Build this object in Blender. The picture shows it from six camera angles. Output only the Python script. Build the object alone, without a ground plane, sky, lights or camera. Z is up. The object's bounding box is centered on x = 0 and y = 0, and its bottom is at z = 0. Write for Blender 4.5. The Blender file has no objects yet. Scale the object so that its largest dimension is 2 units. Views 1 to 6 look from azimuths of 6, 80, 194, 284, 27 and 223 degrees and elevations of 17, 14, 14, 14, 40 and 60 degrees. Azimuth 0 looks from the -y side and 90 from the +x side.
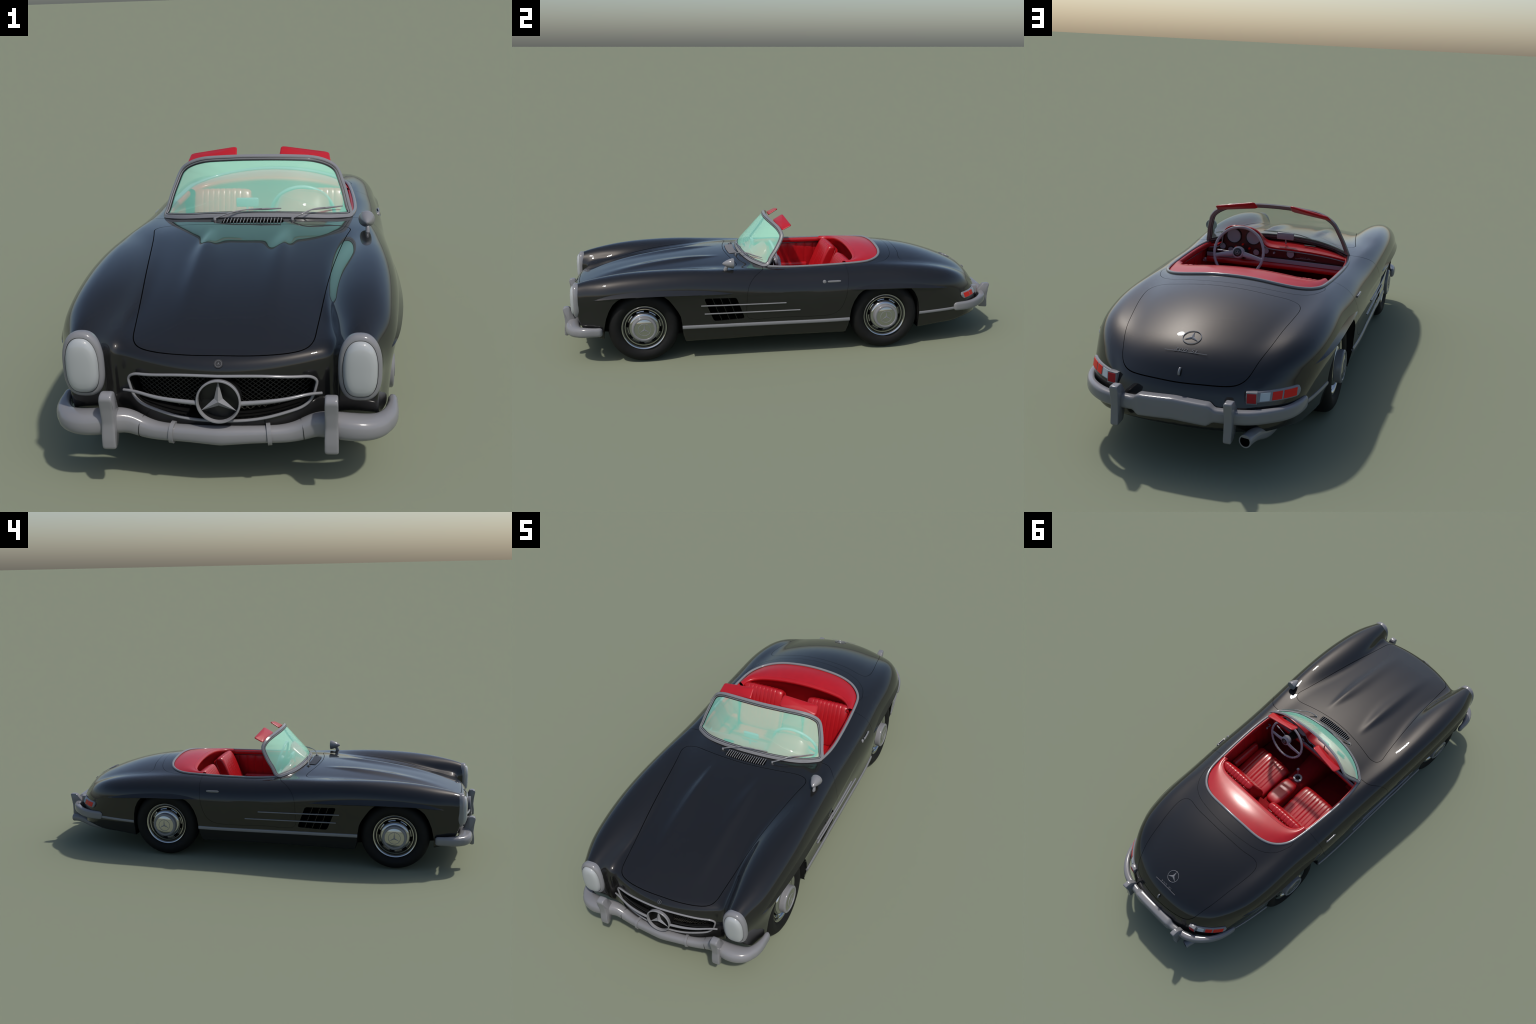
# Open two-seat touring car of the 1950s, black paint, red leather, built part by part.
import bpy, bmesh, math
import numpy as np
from mathutils import Vector, Matrix

# ---------------------------------------------------------------- materials
def material(name, color, rough=.5, metal=0., coat=0., coat_rough=.03, spec=.5, grain=0., grain_scale=60., bump=0.):
    m = bpy.data.materials.new(name); m.use_nodes = True
    nt = m.node_tree; b = nt.nodes['Principled BSDF']
    b.inputs['Base Color'].default_value = (*color, 1)
    b.inputs['Roughness'].default_value = rough
    b.inputs['Metallic'].default_value = metal
    b.inputs['Coat Weight'].default_value = coat
    b.inputs['Coat Roughness'].default_value = coat_rough
    b.inputs['Specular IOR Level'].default_value = spec
    if grain or bump:
        tc = nt.nodes.new('ShaderNodeTexCoord'); no = nt.nodes.new('ShaderNodeTexNoise')
        no.inputs['Scale'].default_value = grain_scale; no.inputs['Detail'].default_value = 4
        nt.links.new(tc.outputs['Object'], no.inputs['Vector'])
        if grain:
            ramp = nt.nodes.new('ShaderNodeValToRGB')
            lo = [c*(1-grain) for c in color]; hi = [min(1, c*(1+grain)) for c in color]
            ramp.color_ramp.elements[0].position = .3; ramp.color_ramp.elements[0].color = (*lo, 1)
            ramp.color_ramp.elements[1].position = .7; ramp.color_ramp.elements[1].color = (*hi, 1)
            nt.links.new(no.outputs['Fac'], ramp.inputs['Fac']); nt.links.new(ramp.outputs['Color'], b.inputs['Base Color'])
        if bump:
            bp = nt.nodes.new('ShaderNodeBump'); bp.inputs['Strength'].default_value = bump; bp.inputs['Distance'].default_value = .001
            nt.links.new(no.outputs['Fac'], bp.inputs['Height']); nt.links.new(bp.outputs['Normal'], b.inputs['Normal'])
    return m

PAINT = material('black_paint', (.0098, .0097, .0097), .36, coat=1., coat_rough=.010, spec=.06)
UNDER = material('underside_black', (.008, .008, .008), .8, spec=.2)
GAP = material('panel_gap_black', (.002, .002, .002), .9, spec=0)
SILVER = material('grey_bright_metal', (.190, .190, .198), .15, spec=.40)
CHROME = material('polished_chrome', (.47, .47, .47), .06, metal=1.)
RUBBER = material('tyre_rubber', (.0075, .0075, .0075), .7, spec=.2, grain=.15, grain_scale=90)
SEAL = material('black_rubber_seal', (.006, .006, .007), .5)
LEATHER = material('red_leather', (.40, .006, .010), .29, spec=.6, grain=.05, grain_scale=35, bump=.06)
CARPET = material('red_carpet', (.20, .004, .007), .85, spec=.15, grain=.12, grain_scale=120)
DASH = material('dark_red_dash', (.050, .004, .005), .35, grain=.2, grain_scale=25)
DIAL = material('grey_dial_face', (.23, .23, .26), .25)
STEER = material('ivory_grey_rim', (.30, .28, .31), .3)
BLACK = material('black_plastic', (.006, .006, .006), .4)
MESH = material('grille_mesh_black', (.030, .028, .022), .5)
LENS = material('headlamp_lens', (.33, .345, .35), .06, spec=.6)
RED_LENS = material('red_lamp_lens', (.60, .014, .008), .3, spec=.2)
DARKRED_LENS = material('reflector_red_lens', (.36, .014, .020), .35, spec=.2)
DARK_REFLECTION = material('painted_dark_chrome_reflection', (.030, .030, .032), .25, metal=.4)  # chrome darkened by colour where the wheel disc mirrors dark surroundings
WHITE_LENS = material('white_lamp_lens', (.42, .47, .50), .2)

def glass_material():
    m = bpy.data.materials.new('tinted_windscreen_glass'); m.use_nodes = True
    nt = m.node_tree; nt.nodes.clear()
    out = nt.nodes.new('ShaderNodeOutputMaterial')
    tr = nt.nodes.new('ShaderNodeBsdfTransparent'); tr.inputs[0].default_value = (.64, .65, .64, 1)
    df = nt.nodes.new('ShaderNodeBsdfDiffuse'); df.inputs[0].default_value = (.162, .40, .305, 1)
    gl = nt.nodes.new('ShaderNodeBsdfGlossy'); gl.inputs['Roughness'].default_value = .03
    lw = nt.nodes.new('ShaderNodeLayerWeight'); pw = nt.nodes.new('ShaderNodeMath'); pw.operation = 'POWER'; pw.inputs[1].default_value = 5; nt.links.new(lw.outputs['Facing'], pw.inputs[0])
    fr = nt.nodes.new('ShaderNodeMath'); fr.operation = 'MULTIPLY_ADD'; fr.inputs[1].default_value = .5; fr.inputs[2].default_value = .02; nt.links.new(pw.outputs[0], fr.inputs[0])
    add = nt.nodes.new('ShaderNodeAddShader'); mix = nt.nodes.new('ShaderNodeMixShader')
    nt.links.new(tr.outputs[0], add.inputs[0]); nt.links.new(df.outputs[0], add.inputs[1])
    nt.links.new(fr.outputs[0], mix.inputs[0]); nt.links.new(add.outputs[0], mix.inputs[1]); nt.links.new(gl.outputs[0], mix.inputs[2])
    nt.links.new(mix.outputs[0], out.inputs[0])
    return m
GLASS = glass_material()

# ---------------------------------------------------------------- mesh helpers
CAR = bpy.data.objects.new('roadster_car', None); bpy.context.scene.collection.objects.link(CAR)
CAR['label'] = 'black open two-seat roadster with red leather cabin'; CAR['category'] = 'car'

def link(name, me, parent=None, kind=None):
    o = bpy.data.objects.new(name, me); bpy.context.scene.collection.objects.link(o)
    o.parent = parent or CAR
    if kind: o['kind'] = kind
    return o

def make(name, verts, faces, mat, parent=None, sharp=35, kind=None):
    me = bpy.data.meshes.new(name)
    me.from_pydata([tuple(map(float, v)) for v in verts], [], [tuple(map(int, f)) for f in faces])
    me.materials.append(mat)
    bm = bmesh.new(); bm.from_mesh(me)
    bmesh.ops.remove_doubles(bm, verts=bm.verts, dist=1e-6)
    bmesh.ops.recalc_face_normals(bm, faces=bm.faces)
    bm.to_mesh(me); bm.free()
    me.shade_smooth()
    if sharp: me.set_sharp_from_angle(angle=math.radians(sharp))
    return link(name, me, parent, kind)

def both(fn):
    for s in (1, -1): fn(s)

def flip(verts): return [(-v[0], v[1], v[2]) for v in verts]

def merge(*parts):
    V, F = [], []
    for v, f in parts:
        n = len(V); V += [tuple(p) for p in v]; F += [tuple(i+n for i in q) for q in f]
    return V, F

def path(pts, n, closed=False):
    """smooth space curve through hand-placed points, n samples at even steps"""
    P = np.array(pts, float)
    if closed: P = np.vstack([P[-3:], P, P[:4]])
    d = np.r_[0, np.cumsum(np.linalg.norm(np.diff(P, axis=0), axis=1))]
    c = [Curve(*zip(d, P[:, i])) for i in range(P.shape[1])]
    a, b = (d[3], d[-4]) if closed else (0, d[-1])
    t = np.linspace(a, b, 1200); Q = np.stack([k(t) for k in c], 1)
    s = np.r_[0, np.cumsum(np.linalg.norm(np.diff(Q, axis=0), axis=1))]
    u = np.linspace(0, s[-1], n+1)[:-1] if closed else np.linspace(0, s[-1], n)
    return np.stack([np.interp(u, s, Q[:, i]) for i in range(P.shape[1])], 1)

def mirror_path(half, n):
    """closed=False curve symmetric in x, given its +x half starting at the centre"""
    h = np.array(half, float); l = h[::-1].copy(); l[:, 0] *= -1
    return path(np.vstack([l[:-1] if abs(h[0, 0]) < 1e-9 else l, h]), n)

def rounded(pts, r, n=5):
    """closed polygon with each corner turned into a small arc of size r"""
    P_ = [np.array(p, float) for p in pts]; out = []
    for i, p in enumerate(P_):
        a, b = P_[i-1]-p, P_[(i+1) % len(P_)]-p; la, lb = np.linalg.norm(a), np.linalg.norm(b)
        d = min(r, la*.45, lb*.45); a, b = p+a/la*d, p+b/lb*d
        out += [(1-t)**2*a+2*t*(1-t)*p+t*t*b for t in np.linspace(0, 1, n)]
    return np.array(out)

def dense(pts, step):
    """closed polyline resampled at even steps"""
    P_ = np.vstack([pts, pts[:1]]); s = np.r_[0, np.cumsum(np.linalg.norm(np.diff(P_, axis=0), axis=1))]
    u = np.arange(0, s[-1]-step*.5, step); return np.stack([np.interp(u, s, P_[:, i]) for i in range(P_.shape[1])], 1)

def frames(P, up, closed=False):
    P = np.asarray(P, float)
    T = np.roll(P, -1, 0)-np.roll(P, 1, 0) if closed else np.gradient(P, axis=0)
    T /= np.linalg.norm(T, axis=1)[:, None]
    U = np.broadcast_to(np.asarray(up, float), P.shape)
    S = np.cross(T, U); S /= np.linalg.norm(S, axis=1)[:, None]
    W = np.cross(S, T)
    return T, S, W

def sweep(P, section, up=(0, 0, 1), closed=False, caps=True):
    """section: list of (side, up) offsets, or a function of 0..1 giving one"""
    P = np.asarray(P, float); T, S, W = frames(P, up, closed); n = len(P); V = []; F = []
    for i in range(n):
        sec = section(i/(n-1) if not closed else i/n) if callable(section) else section
        m = len(sec)
        V += [tuple(P[i]+a*S[i]+b*W[i]) for a, b in sec]
    for i in range(n if closed else n-1):
        j = (i+1) % n
        for k in range(m):
            l = (k+1) % m; F.append((i*m+k, i*m+l, j*m+l, j*m+k))
    if caps and not closed: F += [tuple(range(m))[::-1], tuple((n-1)*m+k for k in range(m))]
    return V, F

def oval(a, b, n=16, p=2., ox=0, oz=0):
    t = np.arange(n)*2*np.pi/n; c, s = np.cos(t), np.sin(t)
    return [(ox+a*np.sign(x)*abs(x)**(2/p), oz+b*np.sign(y)*abs(y)**(2/p)) for x, y in zip(c, s)]

def tube(P, r, n=10, up=(0, 0, 1), closed=False):
    rr = r if callable(r) else (lambda t: r)
    return sweep(P, lambda t: oval(rr(t), rr(t), n), up, closed)

def lathe(profile, n=48, frame=None):
    """profile of (radius, height) turned about the local z axis"""
    V, F = [], []; m = len(profile)
    for i in range(n):
        a = 2*np.pi*i/n
        V += [(r*np.cos(a), r*np.sin(a), h) for r, h in profile]
    for i in range(n):
        j = (i+1) % n
        for k in range(m-1): F.append((i*m+k, j*m+k, j*m+k+1, i*m+k+1))
    if frame is not None: V = [tuple(frame @ Vector(v)) for v in V]
    return V, F

def loft(rings, closed_ring=True, caps=True):
    V = [tuple(p) for r in rings for p in r]; m = len(rings[0]); F = []
    for i in range(len(rings)-1):
        for k in range(m if closed_ring else m-1):
            l = (k+1) % m; F.append((i*m+k, i*m+l, (i+1)*m+l, (i+1)*m+k))
    if caps and closed_ring: F += [tuple(range(m))[::-1], tuple((len(rings)-1)*m+k for k in range(m))]
    return V, F

def frame_at(o, right, up):
    """matrix whose x, y, z axes are right, up and right x up, at point o"""
    r = Vector(right).normalized(); n = r.cross(Vector(up)).normalized(); u = n.cross(r)
    M = Matrix((r, u, n)).transposed().to_4x4(); M.translation = Vector(o); return M

def box(c, s, bevel=.004, seg=3, M=None):
    """rounded box, centre c, full size s"""
    bm = bmesh.new(); bmesh.ops.create_cube(bm, size=1)
    for v in bm.verts: v.co = Vector((v.co.x*s[0]+c[0], v.co.y*s[1]+c[1], v.co.z*s[2]+c[2]))
    if bevel: bmesh.ops.bevel(bm, geom=bm.edges[:], offset=bevel, segments=seg, affect='EDGES', profile=.5)
    V = [tuple(M @ v.co if M else v.co) for v in bm.verts]; bm.verts.index_update()
    F = [[v.index for v in f.verts] for f in bm.faces]; bm.free(); return V, F

def transform(vf, M): return [tuple(M @ Vector(v)) for v in vf[0]], vf[1]

def star(R, waist, height, M):
    """three-pointed star with ridged arms, flat back at local z = 0"""
    rim = []
    for k in range(3):
        a = math.pi/2+k*2*math.pi/3
        rim += [(R*math.cos(a), R*math.sin(a), 0), (waist*math.cos(a+math.pi/3), waist*math.sin(a+math.pi/3), 0)]
    V = rim+[(0, 0, height)]; F = [(i, (i+1) % 6, 6) for i in range(6)]+[tuple(range(6))[::-1]]
    return [tuple(M @ Vector(v)) for v in V], F

def ring(R, r, M, n=48, m=8):
    t = np.arange(n)*2*np.pi/n
    return transform(sweep([(R*np.cos(a), R*np.sin(a), 0) for a in t], oval(r, r, m), (0, 0, 1), True), M)

# ---------------------------------------------------------------- shape rules

class Curve:
    """natural cubic spline through a few (position, value) knots"""
    def __init__(self, *kn):
        x = np.array([k[0] for k in kn], float); y = np.array([k[1] for k in kn], float)
        n = len(x); h = np.diff(x); A = np.zeros((n, n)); b = np.zeros(n)
        A[0, 0] = A[-1, -1] = 1
        for i in range(1, n - 1):
            A[i, i-1] = h[i-1]; A[i, i] = 2*(h[i-1]+h[i]); A[i, i+1] = h[i]
            b[i] = 3*((y[i+1]-y[i])/h[i]-(y[i]-y[i-1])/h[i-1])
        c = np.linalg.solve(A, b)
        self.x, self.a, self.c = x, y, c
        self.b = (y[1:]-y[:-1])/h - h*(2*c[:-1]+c[1:])/3
        self.d = (c[1:]-c[:-1])/(3*h)
        self.e0 = self.b[0]; self.e1 = self.b[-1]+2*c[-2]*h[-1]+3*self.d[-1]*h[-1]**2
    def __call__(self, t):
        t = np.asarray(t, float); x = self.x
        i = np.clip(np.searchsorted(x, t)-1, 0, len(x)-2)
        u = np.clip(t, x[0], x[-1])-x[i]
        v = self.a[i]+u*(self.b[i]+u*(self.c[i]+u*self.d[i]))
        return v + np.minimum(t-x[0], 0)*self.e0 + np.maximum(t-x[-1], 0)*self.e1

def smin(a, b, k):
    h = np.maximum(k-np.abs(a-b), 0)/k
    return np.minimum(a, b)-h*h*h*k/6
def smax(a, b, k): return -smin(-a, -b, k)
def sstep(a, b, t):
    t = np.clip((t-a)/(b-a), 0, 1); return t*t*(3-2*t)

# centre line of bonnet, scuttle and boot deck
CENTRE_Z = Curve((-1.0,.273),(-.953,.2895),(-.927,.2985),(-.89,.311),(-.83,.3305),(-.74,.353),(-.6,.376),(-.43,.394),(-.3,.4025),(-.2,.407),
                 (0,.413),(.2,.421),(.39,.4235),(.51,.4135),(.63,.396),(.74,.367),(.833,.3325),(.93,.288),(1.0,.25))
CENTRE_CROWN = Curve((-1.0,.0),(-.90,.10),(-.80,.30),(-.7,.35),(-.6,.34),(-.43,.29),(-.3,.24),(-.1,.38),(.1,.5),(.39,.58),(.53,.62),(.7,.66),(.85,.7),(1.0,.8))
# wings: crown position, crown height, widest point
WING_X = Curve((-.95,.294),(-.93,.295),(-.8,.304),(-.6,.316),(-.4,.323),(-.25,.319),(-.1,.304),(.1,.295),(.25,.293),(.4,.290),(.55,.282),(.7,.263),(.8,.244),(.88,.22),(1.0,.19))
WING_Z = Curve((-.95,.339),(-.935,.345),(-.85,.368),(-.76,.383),(-.64,.393),(-.52,.396),(-.42,.394),(-.3,.3875),(-.15,.382),(0,.378),(.15,.3770),(.285,.3745),(.39,.3735),(.51,.3695),(.59,.363),(.66,.3535),(.73,.3385),(.8,.3155),(.86,.290),(1.0,.21))
WIDE_X = Curve((-.95,.336),(-.93,.340),(-.85,.366),(-.75,.383),(-.6,.3925),(-.45,.3935),(-.3,.392),(-.1,.388),(.1,.3855),(.25,.382),(.4,.373),(.55,.368),(.65,.357),(.73,.342),(.8,.323),(.88,.295),(1.0,.24))
WIDE_Z = Curve((-.95,.275),(-.85,.29),(-.7,.305),(-.5,.308),(-.3,.285),(-.1,.262),(.1,.256),(.3,.262),(.6,.266),(.8,.245),(1.0,.22))
INNER_W = Curve((-.95,.046),(-.93,.047),(-.85,.064),(-.75,.090),(-.6,.112),(-.4,.12),(0,.12),(.3,.12),(.5,.11),(.7,.10),(1.0,.09))
TUCK = Curve((-.95,.006),(-.8,.009),(-.6,.012),(-.4,.012),(-.2,.008),(0,.004),(.2,.004),(.3,.006),(.55,.009),(.7,.008),(.9,.004))
BOTTOM_Z = Curve((-1.0,.21),(-.95,.185),(-.91,.150),(-.86,.120),(-.80,.104),(-.7,.09),(-.45,.083),(.25,.086),(.6,.084),(.71,.097),(.78,.110),(.85,.135),(.92,.150),(1.0,.165))

def bulge(x, y):
    xb = .101+.012*(y+.55)
    h = .0085*sstep(-.28, -.46, y)*sstep(-.93, -.50, y)
    w = .016+.016*sstep(-.30, -.55, y)
    d = (x-xb)
    return h*np.exp(-(d/np.where(d > 0, w*.8, w*1.1))**2)

def body_field(x, y, z):
    """< 0 inside the closed body, about metric near the skin"""
    x = np.abs(x)
    zh = CENTRE_Z(y)-CENTRE_CROWN(y)*x*x+bulge(x, y)
    xf, zf, xw, zw, wi = WING_X(y), WING_Z(y), WIDE_X(y), WIDE_Z(y), INNER_W(y)
    centre = smax(z-zh, x-xf-.010, .03)
    nose = -.9575+1.0*x*x+.9*np.maximum(.15-z, 0)**1.5
    tail = .9535-.85*x*x-5.6*x**4-.34*(z-.2)-.45*np.maximum(.17-z, 0)
    centre = smax(centre, nose-y, .048)
    dz = np.maximum(z-zw, 0); lo = np.maximum(zw-z, 0)
    xs = xw-TUCK(y)*(1-np.exp(-(lo/.05)**2))-.05*lo*lo/(lo+.03)-.2*np.maximum(.150-z, 0)-.0016*sstep(.291, .281, z)*sstep(.12, -.04, y)*sstep(-.30, -.25, y)
    dx = x-xf
    a = np.maximum(np.where(dx > 0, xs-xf, wi), .012)
    b = np.maximum(zf-zw, .03)
    p = 2.1
    g = ((np.abs(dx)/a)**p+(dz/b)**p+1e-9)**(1/p)
    w = sstep(-.025, .025, dx); sc = b*.9*(1-w)+np.minimum(np.maximum(xs-xf, .012), b)*w
    wing = (g-1)*sc
    front = -.9335-y+3.6*np.maximum(x-.30, 0)**2+4.5*np.maximum(.225-z, 0)**2
    wing = smax(wing, front, .008)
    f = smin(centre, wing, .03+.035*sstep(-.80, -.90, y))
    f = smax(f, y-tail, .035+.065*sstep(.17, .27, z))
    zb = BOTTOM_Z(y)
    zb = zb+(np.minimum(zb, .125)-zb)*sstep(.27, .18, x)*(y < 0)-.034*sstep(.62, .78, y)*sstep(.35, .22, x)
    f = smax(f, zb-z, .012)
    return f

def solve(p, q):
    """first crossing of the skin on the segment from p (outside) to q (inside)"""
    p = np.asarray(p, float); q = np.asarray(q, float); lo, hi = 0., 1.
    for n in (120, 40):
        t = np.linspace(lo, hi, n); X = p[None]+(q-p)[None]*t[:, None]
        f = body_field(X[:, 0], X[:, 1], X[:, 2]); i = int(np.argmax(f < 0))
        if f[i] >= 0: return q
        lo, hi = t[max(i-1, 0)], t[i]
    return p+(q-p)*(lo+(hi-lo)*f[i-1]/(f[i-1]-f[i]) if i else lo)
def skin_top(x, y): return solve((x, y, .6), (x, y, .1))
def skin_side(y, z, s=1): return solve((.6*s, y, z), (.05*s, y, z))
def skin_front(x, z): return solve((x, -1.2, z), (x, -.3, z))
def skin_back(x, z): return solve((x, 1.2, z), (x, .5, z))

# ---------------------------------------------------------------- body skin from the rules above
def gradient(P, e=4e-4):
    g = np.empty_like(P)
    for i in range(3):
        d = np.zeros(3); d[i] = e
        A, B = P+d, P-d
        g[:, i] = (body_field(*A.T)-body_field(*B.T))/(2*e)
    return g

def snap(P, k=5):
    for _ in range(k):
        g = gradient(P); f = body_field(*P.T)
        P = P-np.clip(f/np.maximum((g*g).sum(1), .2), -.004, .004)[:, None]*g
    return P

def extract(h=.0062):
    """surface net of the body field on an even grid, pulled onto the exact skin"""
    xs = (np.arange(-68, 69))*h; ys = np.arange(-1.0, 1.0, h); zs = np.arange(.05, .46, h)
    D = body_field(xs[:, None, None], ys[None, :, None], zs[None, None, :])
    D = np.broadcast_to(D, (len(xs), len(ys), len(zs)))
    inside = D < 0
    cnt = np.zeros(tuple(n-1 for n in D.shape)); acc = np.zeros(cnt.shape+(3,))
    sl = lambda o, ax=None: tuple(slice(o[i], D.shape[i]-1+o[i]) for i in range(3))
    for ax in range(3):
        o2 = [(a, b) for a in (0, 1) for b in (0, 1)]
        for a, b in o2:
            o = [0, 0, 0]; oth = [i for i in range(3) if i != ax]; o[oth[0]], o[oth[1]] = a, b
            q = list(o); q[ax] = 1
            A, B = D[sl(o)], D[sl(q)]; cr = (A < 0) != (B < 0)
            t = np.where(cr, A/np.where(cr, A-B, 1), 0)
            cnt += cr
            for i in range(3): acc[..., i] += np.where(cr, (t if i == ax else o[i]), 0)
    idx = -np.ones(cnt.shape, int); on = cnt > 0; idx[on] = np.arange(on.sum())
    I = np.argwhere(on); P = acc[on]/cnt[on][:, None]+I
    P = P*h+np.array([xs[0], ys[0], zs[0]])
    quads = []
    for ax in range(3):
        a, b = [(1, 2), (2, 0), (0, 1)][ax]
        L = np.moveaxis(inside, (ax, a, b), (0, 1, 2)); J = np.moveaxis(idx, (ax, a, b), (0, 1, 2))
        e0, e1 = L[:-1, 1:-1, 1:-1], L[1:, 1:-1, 1:-1]
        c = np.argwhere(e0 != e1)
        q = np.stack([J[c[:, 0], c[:, 1], c[:, 2]], J[c[:, 0], c[:, 1]+1, c[:, 2]], J[c[:, 0], c[:, 1]+1, c[:, 2]+1], J[c[:, 0], c[:, 1], c[:, 2]+1]], 1)
        rev = ~e0[c[:, 0], c[:, 1], c[:, 2]]; q[rev] = q[rev][:, ::-1]
        quads.append(q)
    Q = np.vstack(quads); Q = Q[(Q >= 0).all(1)]
    return snap(P, 8), [list(map(int, q)) for q in Q]

def cut(P, faces, fn, level=0.):
    """split faces along fn == level; new points go onto the skin"""
    f = fn(P)-level; f[np.abs(f) < 2e-5] = 2e-5
    s = f < 0; new = {}; extra = []; out = []; n0 = len(P)
    def mid(a, b):
        k = (a, b) if a < b else (b, a)
        if k not in new:
            a, b = k; t = f[a]/(f[a]-f[b]); extra.append(P[a]+(P[b]-P[a])*t); new[k] = n0+len(extra)-1
        return new[k]
    for q in faces:
        c = sum(1 for i in q if s[i])
        if c == 0 or c == len(q): out.append(q); continue
        A, B = [], []
        m = len(q)
        for k in range(m):
            i, j = q[k], q[(k+1) % m]
            (A if s[i] else B).append(i)
            if s[i] != s[j]:
                v = mid(i, j); A.append(v); B.append(v)
        if len(A) > 2: out.append(A)
        if len(B) > 2: out.append(B)
    if extra: P = np.vstack([P, snap(np.array(extra), 3)])
    return P, out

def outline_distance(poly):
    """signed distance (inside < 0) to a closed plane outline"""
    poly = np.asarray(poly, float); A = poly; B = np.roll(poly, -1, 0)
    lo, hi = poly.min(0)-.03, poly.max(0)+.03
    def fn(q):
        q = np.asarray(q, float); out = np.full(len(q), .03)
        m = ((q > lo) & (q < hi)).all(1); p = q[m]
        if not len(p): return out
        best = np.full(len(p), 9.); ins = np.zeros(len(p), bool)
        for a, b in zip(A, B):
            d = b-a; t = np.clip(((p-a)@d)/(d@d+1e-12), 0, 1)
            best = np.minimum(best, ((p-a-t[:, None]*d)**2).sum(1))
            c = (a[1] > p[:, 1]) != (b[1] > p[:, 1])
            if d[1]: ins ^= c & (p[:, 0] < a[0]+(p[:, 1]-a[1])*d[0]/d[1])
        out[m] = np.sqrt(best)*np.where(ins, -1, 1); return out
    return fn

def sym(half, n=160):
    """closed plane outline from its +x half (first and last point on x = 0)"""
    h = np.array(half, float); l = h[::-1][1:-1].copy(); l[:, 0] *= -1
    return path(np.vstack([h, l]), n, True)

# panel outlines (plan: x, y)
HOOD = sym([(0,-.932),(.06,-.931),(.115,-.925),(.16,-.914),(.186,-.899),(.197,-.877),(.201,-.85),(.207,-.79),(.216,-.70),(.229,-.59),(.245,-.47),(.262,-.355),(.273,-.296),(.2765,-.265),(.268,-.245),(.245,-.235),(.20,-.240),(.12,-.2565),(.06,-.264),(0,-.267)], 220)
BOOT = sym([(0,.545),(.10,.542),(.17,.534),(.215,.5265),(.236,.534),(.247,.555),(.248,.60),(.242,.65),(.232,.71),(.217,.795),(.199,.853),(.184,.887),(.165,.905),(.13,.920),(.07,.932),(0,.937)], 220)
TONNEAU = sym([(0,.40),(.15,.39),(.2,.37),(.27,.33),(.2825,.352),(.279,.38),(.265,.42),(.240,.455),(.20,.483),(.13,.503),(.06,.512),(0,.514)], 200)
COCKPIT = sym([(0,.450),(.076,.448),(.150,.442),(.207,.420),(.234,.396),(.259,.357),(.2725,.30),(.280,.22),(.286,.12),(.289,.03),(.285,-.05),(.276,-.098),(.258,-.118),(.215,-.158),(.155,-.182),(.066,-.197),(0,-.199)], 220)
SCUTTLE_VENT = np.array([(-.089,-.2475),(-.06,-.2535),(0,-.2555),(.06,-.2535),(.089,-.2475),(.087,-.2145),(.05,-.219),(0,-.2205),(-.05,-.219),(-.087,-.2145)])
# side outlines (y, z)
DOOR = path([(.251,.40),(.2515,.378),(.2515,.362),(.2485,.332),(.243,.295),(.238,.268),(.228,.234),(.211,.203),(.19,.187),(.165,.179),(.128,.1765),(.03,.1762),(-.10,.1772),(-.187,.178),(-.203,.186),(-.208,.20),(-.2085,.23),(-.2075,.267),(-.201,.315),(-.186,.345),(-.158,.369),(-.128,.383),(-.10,.40),(-.02,.43),(.15,.43),(.235,.42)], 220, True)
ARCH_F = np.array([(-.806,.02),(-.823,.10),(-.8215,.156),(-.812,.202),(-.798,.240),(-.781,.270),(-.760,.290),(-.735,.3015),(-.65,.303),(-.566,.3015),(-.543,.282),(-.5245,.256),(-.506,.228),(-.494,.203),(-.4855,.149),(-.484,.12),(-.470,.07),(-.45,.02)])
ARCH_R = np.array([(.222,.02),(.238,.082),(.2515,.122),(.2565,.16),(.2615,.198),(.274,.236),(.293,.265),(.313,.281),(.335,.288),(.44,.288),(.536,.284),(.558,.259),(.5735,.230),(.583,.195),(.586,.16),(.587,.105),(.589,.02)])
VENT = dense(rounded([(-.3945,.2835),(-.2535,.2805),(-.2155,.1805),(-.3505,.1750)], .010), .004)
GRILLE = sym([(0,.2585),(.10,.2555),(.17,.2475),(.1955,.2405),(.2005,.234),(.199,.222),(.193,.203),(.178,.186),(.15,.176),(.10,.166),(0,.1605)], 160)

def plan(poly, zmin): 
    d = outline_distance(poly); return lambda P: np.maximum(d(P[:, :2]), (zmin-P[:, 2]))
def side(poly, xmin):
    d = outline_distance(poly); return lambda P: np.maximum(d(P[:, 1:]), xmin-np.abs(P[:, 0]))
def frontal(poly, ymax):
    d = outline_distance(poly); return lambda P: np.maximum(d(P[:, [0, 2]]), P[:, 1]-ymax)

f_hood, f_boot, f_ton, f_cock = plan(HOOD, .24), plan(BOOT, .17), plan(TONNEAU, .3), plan(COCKPIT, .3)
f_svent, f_door, f_vent = plan(SCUTTLE_VENT, .35), side(DOOR, .24), side(VENT, .3)
f_archf, f_archr, f_grille = side(ARCH_F, .22), side(ARCH_R, .22), frontal(GRILLE, -.85)

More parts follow.
